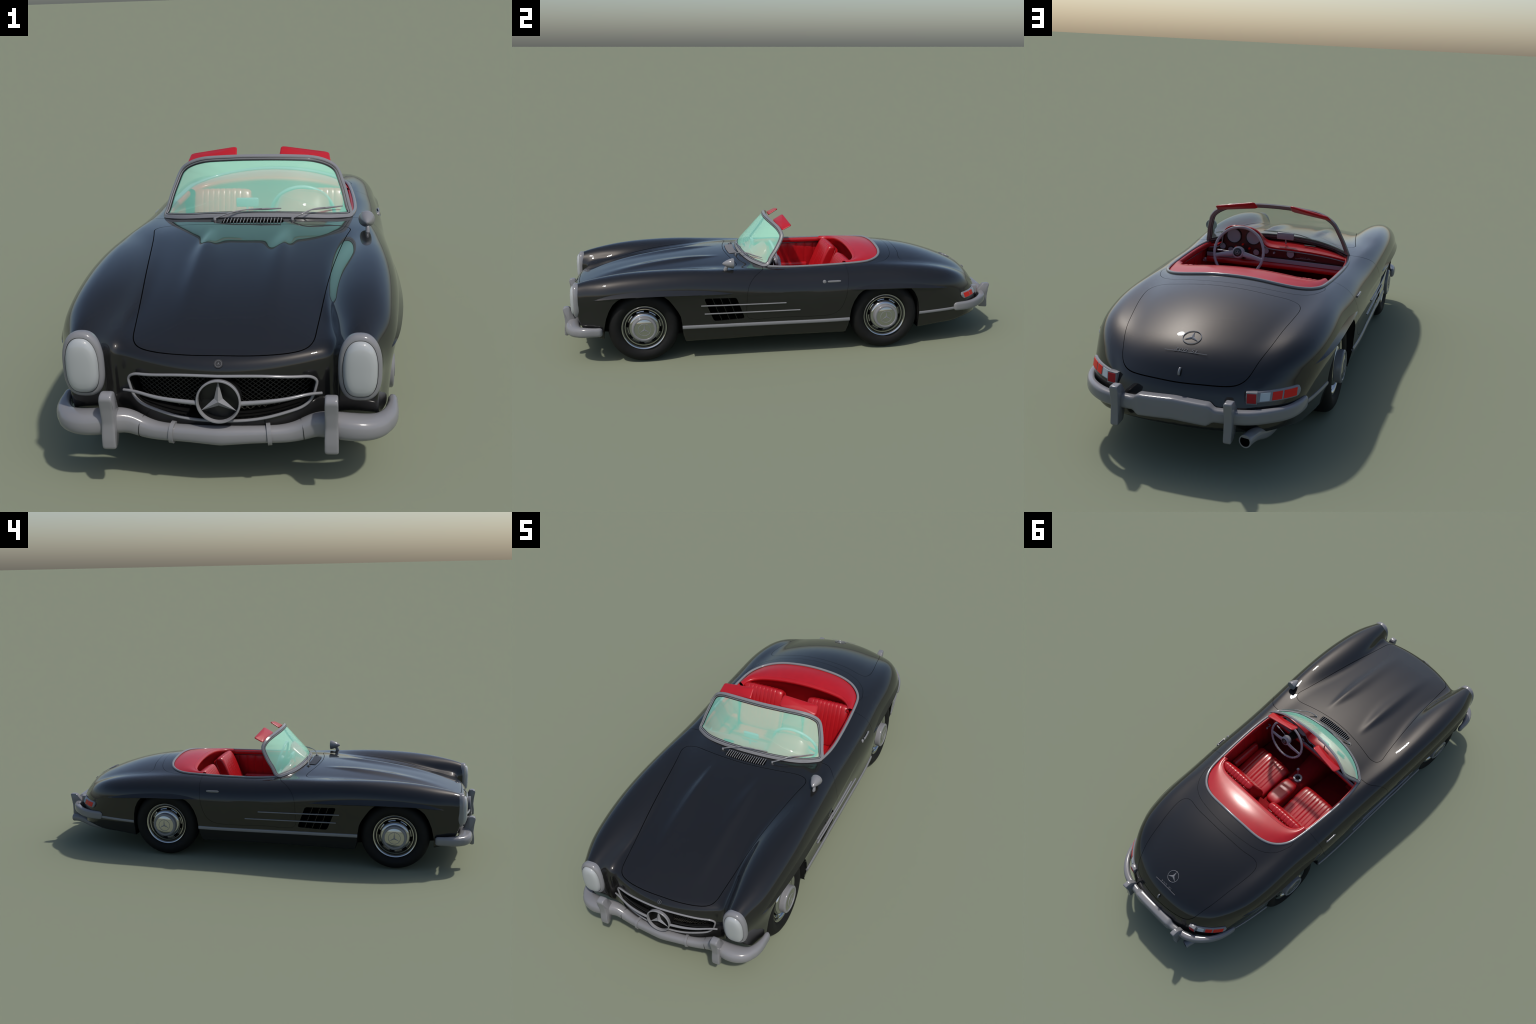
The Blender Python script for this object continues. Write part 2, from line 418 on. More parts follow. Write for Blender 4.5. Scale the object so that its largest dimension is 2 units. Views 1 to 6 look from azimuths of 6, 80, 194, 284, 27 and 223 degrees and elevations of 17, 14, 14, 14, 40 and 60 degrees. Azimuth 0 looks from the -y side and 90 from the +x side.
P, FACES = extract()
HOLES = [f_cock, f_archf, f_archr, f_grille, f_vent, f_svent]
PANELS = [('bonnet', f_hood, .0012), ('boot_lid', f_boot, .0008), ('door', f_door, .00055), ('hood_cover_lid', f_ton, .0006)]
for fn in HOLES: P, FACES = cut(P, FACES, fn)
for _, fn, g in PANELS:
    P, FACES = cut(P, FACES, fn, g); P, FACES = cut(P, FACES, fn, -g)
NORM = gradient(P); NORM /= np.linalg.norm(NORM, axis=1)[:, None]

CEN = np.array([P[q].mean(0) for q in FACES])
label = np.full(len(FACES), 'body_shell', dtype=object)
in_gap = np.zeros(len(FACES), bool)
for name, fn, g in PANELS:
    d = fn(CEN); label[d < -g] = name; in_gap |= np.abs(d) < g
label[in_gap] = 'gap'
under = (CEN[:, 2] < .2) & (np.array([NORM[q].mean(0)[2] for q in FACES]) < -.75)
label[under] = 'underbody'
for fn in HOLES: label[fn(CEN) < 0] = ''
label[(label == 'door') & (CEN[:, 0] < 0)] = 'door_b'

def skin_object(name, faces, mat, depth=0., wall=.007, kind=None):
    """a panel cut from the skin, with its own edge turned inwards and the whole body's normals"""
    used = sorted({i for q in faces for i in q}); at = {v: k for k, v in enumerate(used)}
    V = [P[i]-NORM[i]*depth for i in used]; N = [NORM[i] for i in used]; F = [[at[i] for i in q] for q in faces]
    edge = {}
    for q in F:
        for k in range(len(q)): edge[(q[k], q[(k+1) % len(q)])] = 1
    rim = [e for e in edge if (e[1], e[0]) not in edge]
    if wall:
        dup = {}
        for a, b in rim:
            for i in (a, b):
                if i not in dup: dup[i] = len(V); V.append(V[i]-N[i]*wall); N.append(N[i])
        walls = [[b, a, dup[a], dup[b]] for a, b in rim]
    else: walls = []
    me = bpy.data.meshes.new(name)
    me.from_pydata([tuple(map(float, v)) for v in V], [], [tuple(q) for q in F+walls])
    me.materials.append(mat); me.shade_smooth()
    nf = len(F)
    loops = np.empty((len(me.loops), 3)); vi = np.empty(len(me.loops), int); me.loops.foreach_get('vertex_index', vi)
    loops[:] = np.array(N)[vi]
    for p in me.polygons:
        if p.index >= nf: loops[p.loop_start:p.loop_start+p.loop_total] = p.normal
    me.normals_split_custom_set([tuple(n) for n in loops])
    return link(name, me, None, kind)

groups = {}
for q, l in zip(FACES, label): groups.setdefault(l, []).append(q)
body = skin_object('body_shell', groups['body_shell'], PAINT)
bonnet = skin_object('bonnet', groups['bonnet'], PAINT)
boot = skin_object('boot_lid', groups['boot_lid'], PAINT)
lid = skin_object('hood_cover_lid', groups['hood_cover_lid'], PAINT)
DOORS = {1: skin_object('door', groups['door'], PAINT), -1: skin_object('door', groups['door_b'], PAINT)}
skin_object('panel_gap', groups['gap'], GAP, depth=.0025, wall=0, kind='stuff')
skin_object('underbody', groups['underbody'], UNDER, wall=0)

# ---------------------------------------------------------------- wheel wells, brows, trims
def wheel_well(poly, s):
    """dark box behind each wheel opening: outline pulled in from the skin"""
    pts = path(np.array(poly)[1:-1], 60); rings = []
    out = [(skin_side(y, max(z, .1), s)[0]-s*.004) for y, z in pts]
    rings = [[(o, y, z) for o, (y, z) in zip(out, pts)], [(s*.215, y, z) for y, z in pts]]
    V, F = loft(rings, False)
    n = len(pts); F.append(tuple(range(n, 2*n)))
    make('wheel_well', V, F, UNDER, None, 40)
both(lambda s: (wheel_well(ARCH_F, s), wheel_well(ARCH_R, s)))

def brow(top, bottom, reach, s, parent):
    """slim blade over a wheel opening: flat underside, rounded upper face, sharp tips"""
    n = 70; rings = []; zt, zb = Curve(*top), Curve(*bottom)
    y0, y1 = bottom[0][0], bottom[-1][0]
    for i in range(n):
        u = i/(n-1); y = y0+(y1-y0)*u
        b, t = float(zb(y)), float(max(zt(y), zb(y)+.0006))
        e = max(1-(2*u-1)**2, 0)**.55
        r = reach*e
        pts = []
        for k in range(9):
            w = k/8; z = t+(b-t)*w
            base = skin_side(y, z, 1)[0]
            pts.append((s*(base-.0015+(r+.0015)*w**1.6), y, z))
        base = skin_side(y, b-.003, 1)[0]
        pts += [(s*(base+r*.82), y, b-.0022*e), (s*(base-.008), y, b-.0030*e), (s*(base-.008), y, t)]
        rings.append(pts)
    V, F = loft(rings)
    make('wheel_arch_brow', V, F, PAINT, parent, 50)
FT = [(-.862,.2895),(-.808,.314),(-.748,.326),(-.674,.334),(-.554,.336),(-.433,.330),(-.326,.316),(-.268,.3005)]
FB = [(-.862,.289),(-.734,.3015),(-.564,.3045),(-.434,.3025),(-.326,.3000),(-.268,.2995)]
RT = [(.256,.2905),(.307,.306),(.366,.314),(.472,.3125),(.573,.303),(.662,.2865),(.725,.2675)]
RB = [(.256,.290),(.405,.2865),(.539,.283),(.64,.2745),(.725,.267)]
both(lambda s: (brow(FT, FB, .0095, s, body), brow(RT, RB, .0095, s, body)))

def side_strip(y0, y1, z0, z1, h, d, s, name, mat=SILVER, n=50, parent=None, base=0.):
    rings = []
    for i in range(n):
        u = i/(n-1); y = y0+(y1-y0)*u; z = z0+(z1-z0)*u
        x = skin_side(y, z, 1)[0]-.001+base
        pr = [(0, h), (d*.7, h*.86), (d, h*.45), (d, -h*.45), (d*.7, -h*.86), (0, -h), (-.004, 0)]
        rings.append([(s*(x+a), y, z+b) for a, b in pr])
    V, F = loft(rings); return make(name, V, F, mat, parent, 40)
def sill_trims(s):
    side_strip(-.4875, .2555, .1535, .1520, .0080, .0050, s, 'sill_trim')
    side_strip(.587, .80, .157, .163, .0065, .0045, s, 'rear_side_trim')
both(sill_trims)

def vent(s):
    """louvre opening in the front wing: dark pocket, three slanted fins, two long bright bars"""
    pts = VENT; n = len(pts)
    rim = [(skin_side(y, z, s)[0]-s*.002, y, z) for y, z in pts]
    inn = [(x-s*.030, y, z) for x, y, z in rim]
    V, F = loft([rim, inn], True, False); F.append(tuple(range(n, 2*n)))
    pocket = make('side_vent', V, F, GAP, None, 40)
    for k in range(1, 4):
        a = np.array([(-.3945+.141*k/4, .2830-.0007*k), (-.3505+.135*k/4, .1755+.0013*k)]); rings = []
        for u in np.linspace(0, 1, 8):
            y, z = a[0]+(a[1]-a[0])*u; x = skin_side(y, z, 1)[0]
            rings.append([(s*(x-.003), y-.0010, z), (s*(x-.003), y+.0010, z), (s*(x-.026), y+.009, z), (s*(x-.026), y+.007, z)])
        make('vent_fin', *loft(rings), PAINT, pocket, 30)
    side_strip(-.4065, -.0345, .2485, .2455, .0027, .0045, s, 'vent_bar', parent=body)
    side_strip(-.3915, .0285, .2100, .2095, .0027, .0045, s, 'vent_bar', parent=body)
both(vent)

def door_handle(s):
    y0, y1, z = .153, .213, .3285
    M = lambda y: skin_side(y, z, 1)
    rings = []
    for i in range(14):
        u = i/13; y = y0+(y1-y0)*u; x = M(y)[0]; e = min(1, 6*u, 6*(1-u))**.5
        rings.append([(s*(x+.0030+a*(.4+.6*e)), y, z+b*(.6+.4*e)) for a, b in oval(.0030, .0048, 12, 3)])
    parts = [loft(rings)]
    for y in (y0+.008, y1-.008):
        x = M(y)[0]; parts.append(box((s*(x-.001), y, z), (.006, .008, .005), .001, 1))
    make('door_handle', *merge(*parts), SILVER, DOORS[s], 40)
    if s > 0:
        y = .1395; p = M(y)
        make('lock_button', *lathe([(0, .0040), (.005, .0036), (.0078, .0022), (.0082, .001), (.0082, -.004)], 24, frame_at((p[0], y, z-.001), (0, 1, 0), (0, 0, 1))), SILVER, DOORS[s])
both(door_handle)

# ---------------------------------------------------------------- bumpers
def front_bumper():
    half = [(0,-.9665),(.06,-.9635),(.12,-.956),(.172,-.9465),(.205,-.946),(.245,-.9535),(.29,-.9545),(.325,-.943),(.350,-.920),(.3635,-.885),(.3675,-.850),(.3675,-.828)]
    hz = Curve((0,.1275),(.10,.129),(.172,.135),(.20,.1455),(.23,.150),(.29,.1475),(.34,.1455),(.37,.148))
    hh = Curve((0,.0205),(.16,.0205),(.19,.0235),(.22,.0265),(.26,.027),(.32,.0245),(.36,.0195))
    hd = Curve((0,.0185),(.16,.0185),(.20,.022),(.25,.028),(.30,.031),(.345,.022),(.368,.011))
    Q = mirror_path([(a, b, 0) for a, b in half], 150)
    P_ = [(x, y, float(hz(abs(x)))) for x, y, _ in Q]
    # arc-based size so that the returning ends keep thinning
    seg = np.r_[0, np.cumsum(np.linalg.norm(np.diff(Q, axis=0), axis=1))]; L = seg[-1]
    def sec(t):
        i = t*(len(Q)-1); k = int(round(i)); x = abs(Q[k][0]); y = Q[k][1]
        a = float(hd(x)); b = float(hh(x)); end = min(seg[k], L-seg[k])
        if y > -.93 and x > .3: a = .0115+.010*np.clip((-.86-y)/.07, 0, 1); b = .0195+.003*np.clip((-.86-y)/.07, 0, 1)
        r = math.sqrt(max(1-max(1-end/.014, 0)**2, .03)); a *= r; b *= .55+.45*r
        return oval(a, b, 24, 2.5)
    return sweep(P_, sec)
fb = make('front_bumper', *front_bumper(), SILVER, None, 60)

def band(P_, a, b, w, name, mat, parent, p=2.4):
    V, F = sweep(P_, oval(a, b, 24, p)); make(name, V, F, mat, parent, 30)
for s in (1, -1):
    q = lambda x: (s*x, float(Curve((0,-.9665),(.06,-.9635),(.12,-.956),(.172,-.9465))(x)), float(Curve((0,.1275),(.10,.129),(.172,.135))(x)))
    band([q(.0985), q(.1075)], .0205, .0235, 0, 'bumper_strap', SILVER, fb)
    band([q(.1722), q(.1736)], .0206, .0232, 0, 'bumper_joint', SEAL, fb)

def overrider(side_profile, x, w0, w1, name, parent, soft=.008):
    """side_profile: closed (y, z) outline; rounded to the full width"""
    pr = dense(rounded(side_profile, .006), .0035) if soft < .006 else path(side_profile, 64, True); c = pr.mean(0); rings = []
    for dx, k in ((-.5, .0), (-.5, .35), (-.46, .72), (-.38, .92), (-.28, 1.), (0, 1.), (.28, 1.), (.38, .92), (.46, .72), (.5, .35), (.5, .0)):
        ring_ = []
        for y, z in pr:
            v = np.array([y, z])-c; l = np.linalg.norm(v); v = v/l*(l-soft*(1-k)) if k else v*.02
            w = w0+(w1-w0)*((z-.1)/.13)
            ring_.append((x+dx*w, c[0]+v[0], c[1]+v[1]))
        rings.append(ring_)
    V, F = loft(rings); return make(name, V, F, SILVER, parent, 50)
OVER_F = [(-.9985,.2215),(-.9935,.229),(-.982,.2315),(-.9685,.2295),(-.958,.205),(-.944,.172),(-.940,.15),(-.946,.130),(-.960,.120),(-.975,.104),(-.986,.1005),(-.9945,.104),(-.9950,.125),(-.9905,.160),(-.9935,.195)]
for s in (1, -1): overrider(OVER_F, s*.2355, .029, .0275, 'front_overrider', fb, .0055)

def rear_bumper():
    half = [(0,.9655),(.06,.965),(.12,.962),(.16,.957),(.20,.948),(.24,.926),(.275,.892),(.300,.853),(.3155,.81),(.3215,.775),(.323,.762)]
    Q = mirror_path([(a, b, 0) for a, b in half], 130)
    hz = Curve((0,.181),(.14,.175),(.20,.1745),(.27,.1725),(.31,.1685),(.325,.169))
    seg = np.r_[0, np.cumsum(np.linalg.norm(np.diff(Q, axis=0), axis=1))]; L = seg[-1]
    P_ = [(x, y, float(hz(abs(x)))) for x, y, _ in Q]
    def sec(t):
        k = int(round(t*(len(Q)-1))); x = abs(Q[k][0]); end = min(seg[k], L-seg[k])
        plate = 1-float(sstep(.097, .118, x))
        b = .0195+.0115*plate; a = .0155+.004*plate-.004*float(sstep(.2, .31, x))
        r = math.sqrt(max(1-max(1-end/.016, 0)**2, .03)); return oval(a*(.4+.6*r), b*(.45+.55*r), 28, 3.2+2*plate)
    return sweep(P_, sec)
rb = make('rear_bumper', *rear_bumper(), SILVER, None, 60)
OVER_R = [(.9995,.2280),(.9675,.2285),(.941,.196),(.936,.172),(.943,.146),(.953,.1130),(.9915,.1095),(.9900,.14),(.9905,.170),(.9945,.2)]
for s in (1, -1): overrider(OVER_R, s*.1625, .0215, .0225, 'rear_overrider', rb, .004)

# ---------------------------------------------------------------- grille, lamps, badges
def grille():
    loop = [(x, skin_front(x, z)[1]-.001, z) for x, z in sym([(0,.2605),(.10,.2575),(.17,.2495),(.1975,.2425),(.2035,.235),(.202,.222),(.196,.202),(.181,.184),(.15,.173),(.10,.163),(0,.1575)], 180)]
    g = make('grille', *sweep(loop, oval(.0032, .0042, 10), (0, 1, 0), True), SILVER, None, 60)
    # recessed tunnel and mesh
    rim = [(x, y+.004, z) for x, y, z in loop]; inn = [(x*.97, y+.045, .21+(z-.21)*.96) for x, y, z in loop]
    n = len(loop); V, F = loft([rim, inn], True, False); make('grille_duct', V, F, BLACK, g, 40)
    d = outline_distance([(p[0]*.965, .212+(p[2]-.212)*.93) for p in loop]); bars = []
    inner = lambda x, z: (x, -.918+.95*x*x, z)
    for dirn in (1, -1):
        for k in np.arange(-.34, .34, .0125):
            run = []
            for u in np.linspace(0, .16, 33):
                x, z = k+dirn*(u-.08)*1.0, .14+u*.8
                if d(np.array([(x, z)]))[0] < -.001: run.append(inner(x, z-.0))
                elif len(run) > 1: break
            if len(run) > 1: bars.append(sweep([run[0], run[-1]] if len(run) < 4 else run, oval(.0010, .0010, 4), (0, 1, 0)))
    make('grille_mesh', *merge(*bars), MESH, g, 0, kind='stuff')
    back = [(x*.98, y+.040, .21+(z-.21)*.97) for x, y, z in loop]
    make('grille_back', back, [tuple(range(n))], GAP, g)
    # lower lip inside the opening
    lip = [(x*.93, skin_front(x*.9, .2)[1]+.012, .199-.012*max(0, 1-(x/.19)**4)) for x in np.linspace(-.19, .19, 60)]
    make('grille_lip', *sweep(lip, oval(.002, .0016, 8)), BLACK, g)
    # cross bar, thick in the middle, thin at the tips
    for s in (1, -1):
        bar = path([(s*.043,-.9705,.2045),(s*.09,-.9655,.2065),(s*.15,-.950,.209),(s*.19,-.934,.2115),(s*.2145,-.9235,.2095)], 40)
        make('grille_bar', *sweep(bar, lambda t: oval(.0050-.0018*t, .0052-.0022*t, 12)), SILVER, g, 60)
    M = frame_at((0,-.972,.2100), (1, 0, 0), (0, .10, 1))
    make('grille_ring', *transform(lathe([(.0465, -.004), (.0475, 0), (.0478, .004), (.0462, .0062), (.0440, .0062), (.0428, .003), (.0425, -.006), (.0465, -.006), (.0465, -.004)], 64), M), SILVER, g, 40)
    make('grille_ring_barrel', *transform(lathe([(.0424, -.004), (.0424, -.030), (.0463, -.030), (.0463, -.004)], 64), M), BLACK, g, 40)
    make('grille_ring_back', *transform(lathe([(0, -.026), (.0425, -.026)], 48), M), BLACK, g)
    make('star_emblem', *star(.0435, .0105, .0075, M @ Matrix.Translation((0, 0, -.003))), SILVER, g, 15)
grille()

def headlamp(s):
    c = np.array((s*.2945, -.9345, .2752)); n = 56
    def shape(t, a, b):   # upright oval, fuller at the lower end
        x, z = math.cos(t), math.sin(t); p = 2.35 if z > 0 else 2.9
        return a*math.copysign(abs(x)**(2/p), x), b*math.copysign(abs(z)**(2/p), z)
    def ring_(a, b, dy, lean=.0):
        out = []
        for k in range(n):
            x, z = shape(2*math.pi*k/n, a, b)
            out.append((c[0]+x, c[1]+dy-.008*z+.8*max(s*x, 0)**2, c[2]+z))
        return out
    rim = [ring_(.0440, .0730, .012), ring_(.0455, .0745, .003), ring_(.0458, .0748, -.002), ring_(.0440, .0728, -.0075), ring_(.0400, .0680, -.0115), ring_(.0368, .0640, -.0120), ring_(.0362, .0632, -.008)]
    r = make('headlamp_rim', *loft(rim, True, False), SILVER, None, 60)
    prof = [(1, -.008), (.985, -.0125), (.95, -.0165), (.88, -.0205), (.75, -.0235), (.55, -.0252), (.3, -.026), (.08, -.0262)]
    V, F = loft([ring_(.0362*k, .0632*k, d) for k, d in prof], True, True)
    make('headlamp_lens', V, F, LENS, r, 0)
both(headlamp)

def badge(o, right, up, R, parent, name, dark=None, rr=.0011, h=.0022):
    M = frame_at(o, right, up)
    make(name, *merge(star(R*.97, R*.19, h, M), ring(R, rr, M)), SILVER, parent, 15)
    if dark: make('badge_disc', *lathe([(0, .0004), (dark, .0004), (dark+.0006, -.002)], 40, M), BLACK, parent)
p = skin_front(0, .2845); g = gradient(np.array([p]))[0]; g /= np.linalg.norm(g)
badge(p+g*.0006, (1, 0, 0), np.cross(g, (1, 0, 0)), .0070, body, 'nose_badge', .0098, .0005, .0010)
p = skin_top(0, .8285); g = gradient(np.array([p]))[0]; g /= np.linalg.norm(g)
badge(p+g*.0012, (-1, 0, 0), np.cross(g, (-1, 0, 0)), .0265, boot, 'boot_star', None, .0011, .0026)

def script(o, right, up, width, height, name, parent, lift=.0012, line=None):
    """model lettering in thin bright metal, with an underline"""
    cu = bpy.data.curves.new(name, 'FONT'); cu.body = '300 SL'; cu.size = 1; cu.extrude = .02; cu.shear = .25; cu.space_character = 1.15; cu.offset = -.022
    ob = bpy.data.objects.new(name, cu); bpy.context.scene.collection.objects.link(ob)
    me = bpy.data.meshes.new_from_object(ob.evaluated_get(bpy.context.evaluated_depsgraph_get()))
    bpy.data.objects.remove(ob); bpy.data.curves.remove(cu)
    co = np.array([v.co for v in me.vertices]); lo, hi = co.min(0), co.max(0)
    M = frame_at(o, right, up)
    for v in me.vertices:
        a = ((v.co.x-lo[0])/(hi[0]-lo[0])-.5)*width; b = (v.co.y-lo[1])/(hi[1]-lo[1])*height
        v.co = M @ Vector((a, b, v.co.z*.03+lift))
    me.materials.clear(); me.materials.append(SILVER); link(name, me, parent)
    if line: make(name+'_underline', *transform(sweep([(-line, -.0008, lift), (-line*.3, -.0008, lift), (line, -.0008, lift)], oval(.0008, .0006, 6)), M), SILVER, parent)
p = skin_top(0, .8775); g = gradient(np.array([p]))[0]; g /= np.linalg.norm(g)
script(p+g*.0008, (-1, 0, 0), np.cross(g, (-1, 0, 0)), .070, .0100, 'boot_script', boot, .0007, .0625)

p = skin_back(0, .2665); g = gradient(np.array([p]))[0]; g /= np.linalg.norm(g)
M = frame_at(p+g*.003, (1, 0, 0), np.cross(g, (1, 0, 0)))
make('boot_handle', *transform(sweep(path([(0, -.0105, 0), (0, -.005, .0035), (0, .004, .0038), (0, .0105, .0005)], 16), lambda t: oval(.0042*(1-(2*t-1)**6*.55), .0032, 12, 2.6), (1, 0, 0)), M), SILVER, boot, 60)

def tail_lamp(s):
    """curved housing wrapped round the corner: square reflector, white and two red fields"""
    xs_ = np.r_[np.linspace(.2165, .306, 34)]
    def on(x, z, d): 
        q = skin_back(s*x, z); g = gradient(np.array([q]))[0]; g[2] *= .3; g /= np.linalg.norm(g); return q+g*d
    rings = []
    for i, x in enumerate(np.linspace(.214, .3105, 36)):
        u = i/35; e = math.sqrt(max(1-max((u-.93)/.07, 0)**2, .0)); h = .0148*(.35+.65*e)
        zc = .2155
        pr = [(-.004, h), (.004, h), (.0062, h*.86), (.0066, 0), (.0062, -h*.86), (.004, -h), (-.004, -h)]
        rings.append([on(x, zc+b, a) for a, b in pr])
    t = make('tail_lamp', *loft(rings), SILVER, None, 40)
    def field(x0, x1, h, mat, name, d=.0075):
        rg = []
        for x in np.linspace(x0, x1, 10): rg.append([on(x, .2155+b, a) for a, b in ((.005, h), (d, h*.96), (d, -h*.96), (.005, -h))])
        make(name, *loft(rg), mat, t, 30)
    field(.2205, .2435, .0108, WHITE_LENS, 'white_lens'); field(.2495, .2715, .0108, RED_LENS, 'red_lens'); field(.2755, .3030, .0108, RED_LENS, 'red_lens')
    a, b = on(.186, .2155, .004), on(.214, .2155, .0125)
    c = (a+b)/2; r = np.array(a-b); r[2] = 0
    M = frame_at(c, r if s > 0 else -r, (0, -.06, 1))
    nrm = M.to_3x3() @ Vector((0, 0, 1))
    if nrm.y < 0: M = frame_at(c, -Vector(r if s > 0 else -r), (0, -.06, 1))
    make('reflector_housing', *box((0, 0, -.006), (.0315, .0335, .022), .0012, 2, M), SILVER, t, 30)
    make('reflector', *box((0, 0, .0050), (.0255, .0270, .0025), .0008, 1, M), DARKRED_LENS, t, 30)
both(tail_lamp)

ex = path([(-.240,.66,.094),(-.239,.76,.094),(-.236,.825,.095),(-.2305,.862,.0995),(-.223,.897,.110),(-.215,.931,.1165),(-.2065,.967,.1155)], 60)
make('exhaust_pipe', *merge(sweep(ex, oval(.0185, .0185, 24)), ), SILVER, None, 50)
tipM = frame_at(ex[-1]+(ex[-1]-ex[-2])*.2, (1, 0, 0), (0, 0, 1)); d = Vector(ex[-1]-ex[-3]).normalized()
tipM = frame_at(Vector(ex[-1]), Vector((0, 0, 1)).cross(d), (0, 0, 1))
if (tipM.to_3x3() @ Vector((0, 0, 1))).dot(d) < 0: tipM = frame_at(Vector(ex[-1]), -Vector((0, 0, 1)).cross(d), (0, 0, 1))
make('exhaust_tip', *lathe([(.0150, .0012), (.0185, .0012), (.0189, -.002)], 32, tipM), SILVER, None, 40)
make('exhaust_bore', *lathe([(0, .0007), (.0151, .0007)], 32, tipM), GAP, None)

def wing_mirror():
    c = Vector((.3215, -.262, .4165)); a = Vector((.0, -1, -.12)).normalized()
    M = frame_at(c, a.cross(Vector((0, 0, 1))), (0, 0, 1))
    if (M.to_3x3() @ Vector((0, 0, 1))).dot(a) < 0: M = frame_at(c, -a.cross(Vector((0, 0, 1))), (0, 0, 1))
    m = make('wing_mirror', *lathe([(0, .0445), (.003, .0432), (.0085, .036), (.014, .026), (.0190, .013), (.0216, .0045), (.0216, .0035), (.0224, .0030), (.0226, -.0040), (.0215, -.0058), (.0, -.0045)], 40, M), SILVER, None, 25)
    b = skin_top(.3235, -.2935)
    P_ = path([b+np.array((0, 0, -.004)), b+np.array((0, .004, .010)), (.322, -.279, .408)], 14)
    make('mirror_foot', *sweep(P_, lambda t: oval(.0098-.0035*t, .0062-.0012*t, 14), (1, 0, 0)), SILVER, m, 60)
wing_mirror()

# ---------------------------------------------------------------- wheels
def wheel_meshes():
    prof_rim = [(.0540, -.0165), (.0580, -.0172), (.0620, -.0192), (.0650, -.0222), (.0668, -.0270), (.0680, -.0340), (.0745, -.0365), (.0765, -.0315), (.0800, -.0270), (.0830, -.0275), (.0848, -.0325), (.0868, -.0325), (.0885, -.0260), (.0930, -.0215), (.0968, -.0205), (.0985, -.0225), (.0985, -.036), (.088, -.05), (.088, -.09), (.02, -.09)]
    prof_cap = [(0, -.0015), (.010, -.0017), (.022, -.0026), (.034, -.0042), (.0435, -.0068)]
    prof_band = [(.0430, -.0075), (.0440, -.0050), (.0455, -.0043), (.0515, -.0056), (.0536, -.0072), (.0544, -.0100), (.0545, -.0200)]
    prof_tyre = [(.0975, -.034), (.0982, -.0255), (.1010, -.0195), (.1090, -.0135), (.1200, -.0098), (.1300, -.0105), (.1390, -.0150), (.1445, -.0195), (.1490, -.0255), (.1522, -.0335), (.1535, -.0460), (.1535, -.0520), (.1526, -.0520), (.1526, -.0545), (.1535, -.0545), (.1535, -.0620), (.1526, -.0620), (.1526, -.0645), (.1535, -.0645), (.1535, -.0720), (.1490, -.0905), (.1300, -.1050), (.1000, -.0980), (.0900, -.09)]
    return prof_rim, prof_cap, prof_band, prof_tyre
prof_rim, prof_cap, prof_band, prof_tyre = wheel_meshes()
SET_IN = .011      # the hub cap stands proud of disc and tyre
prof_rim = [(r, h-SET_IN) for r, h in prof_rim]; prof_tyre = [(r, h-SET_IN) for r, h in prof_tyre]; prof_band = prof_band[:-1]+[(.0548, -.0200-SET_IN)]
ID = Matrix.Identity(4)

def slots():
    parts = []
    for k in range(8):
        a0 = math.radians(35+45*k); pts = []
        for u in np.linspace(-1, 1, 12):
            a = a0+u*math.radians(9.5); pts.append((.0702*math.cos(a), .0702*math.sin(a), -.0338-SET_IN))
        parts.append(sweep(pts, lambda t: oval(.0034*math.sqrt(max(1-(2*t-1)**6, .04)), .0012, 10), (0, 0, 1)))
    return merge(*parts)

def first_wheel():
    M = Matrix.Identity(4)
    w = make('wheel', *lathe(prof_rim, 72, M), CHROME, None, 40)
    t = make('tyre', *lathe(prof_tyre, 96, M), RUBBER, w, 50)
    c = make('hub_cap', *lathe(prof_cap, 64, M), CHROME, w, 0)
    b = make('hub_cap_band', *lathe(prof_band, 64, M), SILVER, w, 50)
    g = make('rim_dark_reflection_rings', *merge(lathe([(.0676, -.0310-SET_IN), (.0690, -.0349-SET_IN), (.0735, -.0356-SET_IN), (.0752, -.0345-SET_IN)], 64), lathe([(.0838, -.0285-SET_IN), (.0850, -.0318-SET_IN), (.0866, -.0318-SET_IN), (.0877, -.0285-SET_IN)], 64)), DARK_REFLECTION, w, 60)
    s = make('wheel_slot', *slots(), GAP, w, 0)
    e = make('hub_star', *merge(star(.0255, .0040, .0016, Matrix.Translation((0, 0, -.0018))), ring(.0265, .0010, Matrix.Translation((0, 0, -.0028)), 56, 8)), SILVER, w, 15)
    return w, [t, c, b, s, e, g]
w0, kids = first_wheel()
def place(w, x, y, z, s):
    # local z points outwards, local y up
    w.matrix_local = Matrix.Translation((s*x, y, z)) @ Matrix(((0, 0, s, 0), (s, 0, 0, 0), (0, 1, 0, 0), (0, 0, 0, 1)))
first = True
for s in (1, -1):
    for x, y in ((.3830, -.6515), (.3785, .4245)):
        if first: w = w0; first = False
        else:
            w = w0.copy(); bpy.context.scene.collection.objects.link(w)
            for k in kids:
                c = k.copy(); bpy.context.scene.collection.objects.link(c); c.parent = w
        place(w, x, y, .1535, s)
for y in (-.6515, .4245):
    make('axle', *tube([(-.3, y, .1535), (.3, y, .1535)], .014, 12), UNDER, None)

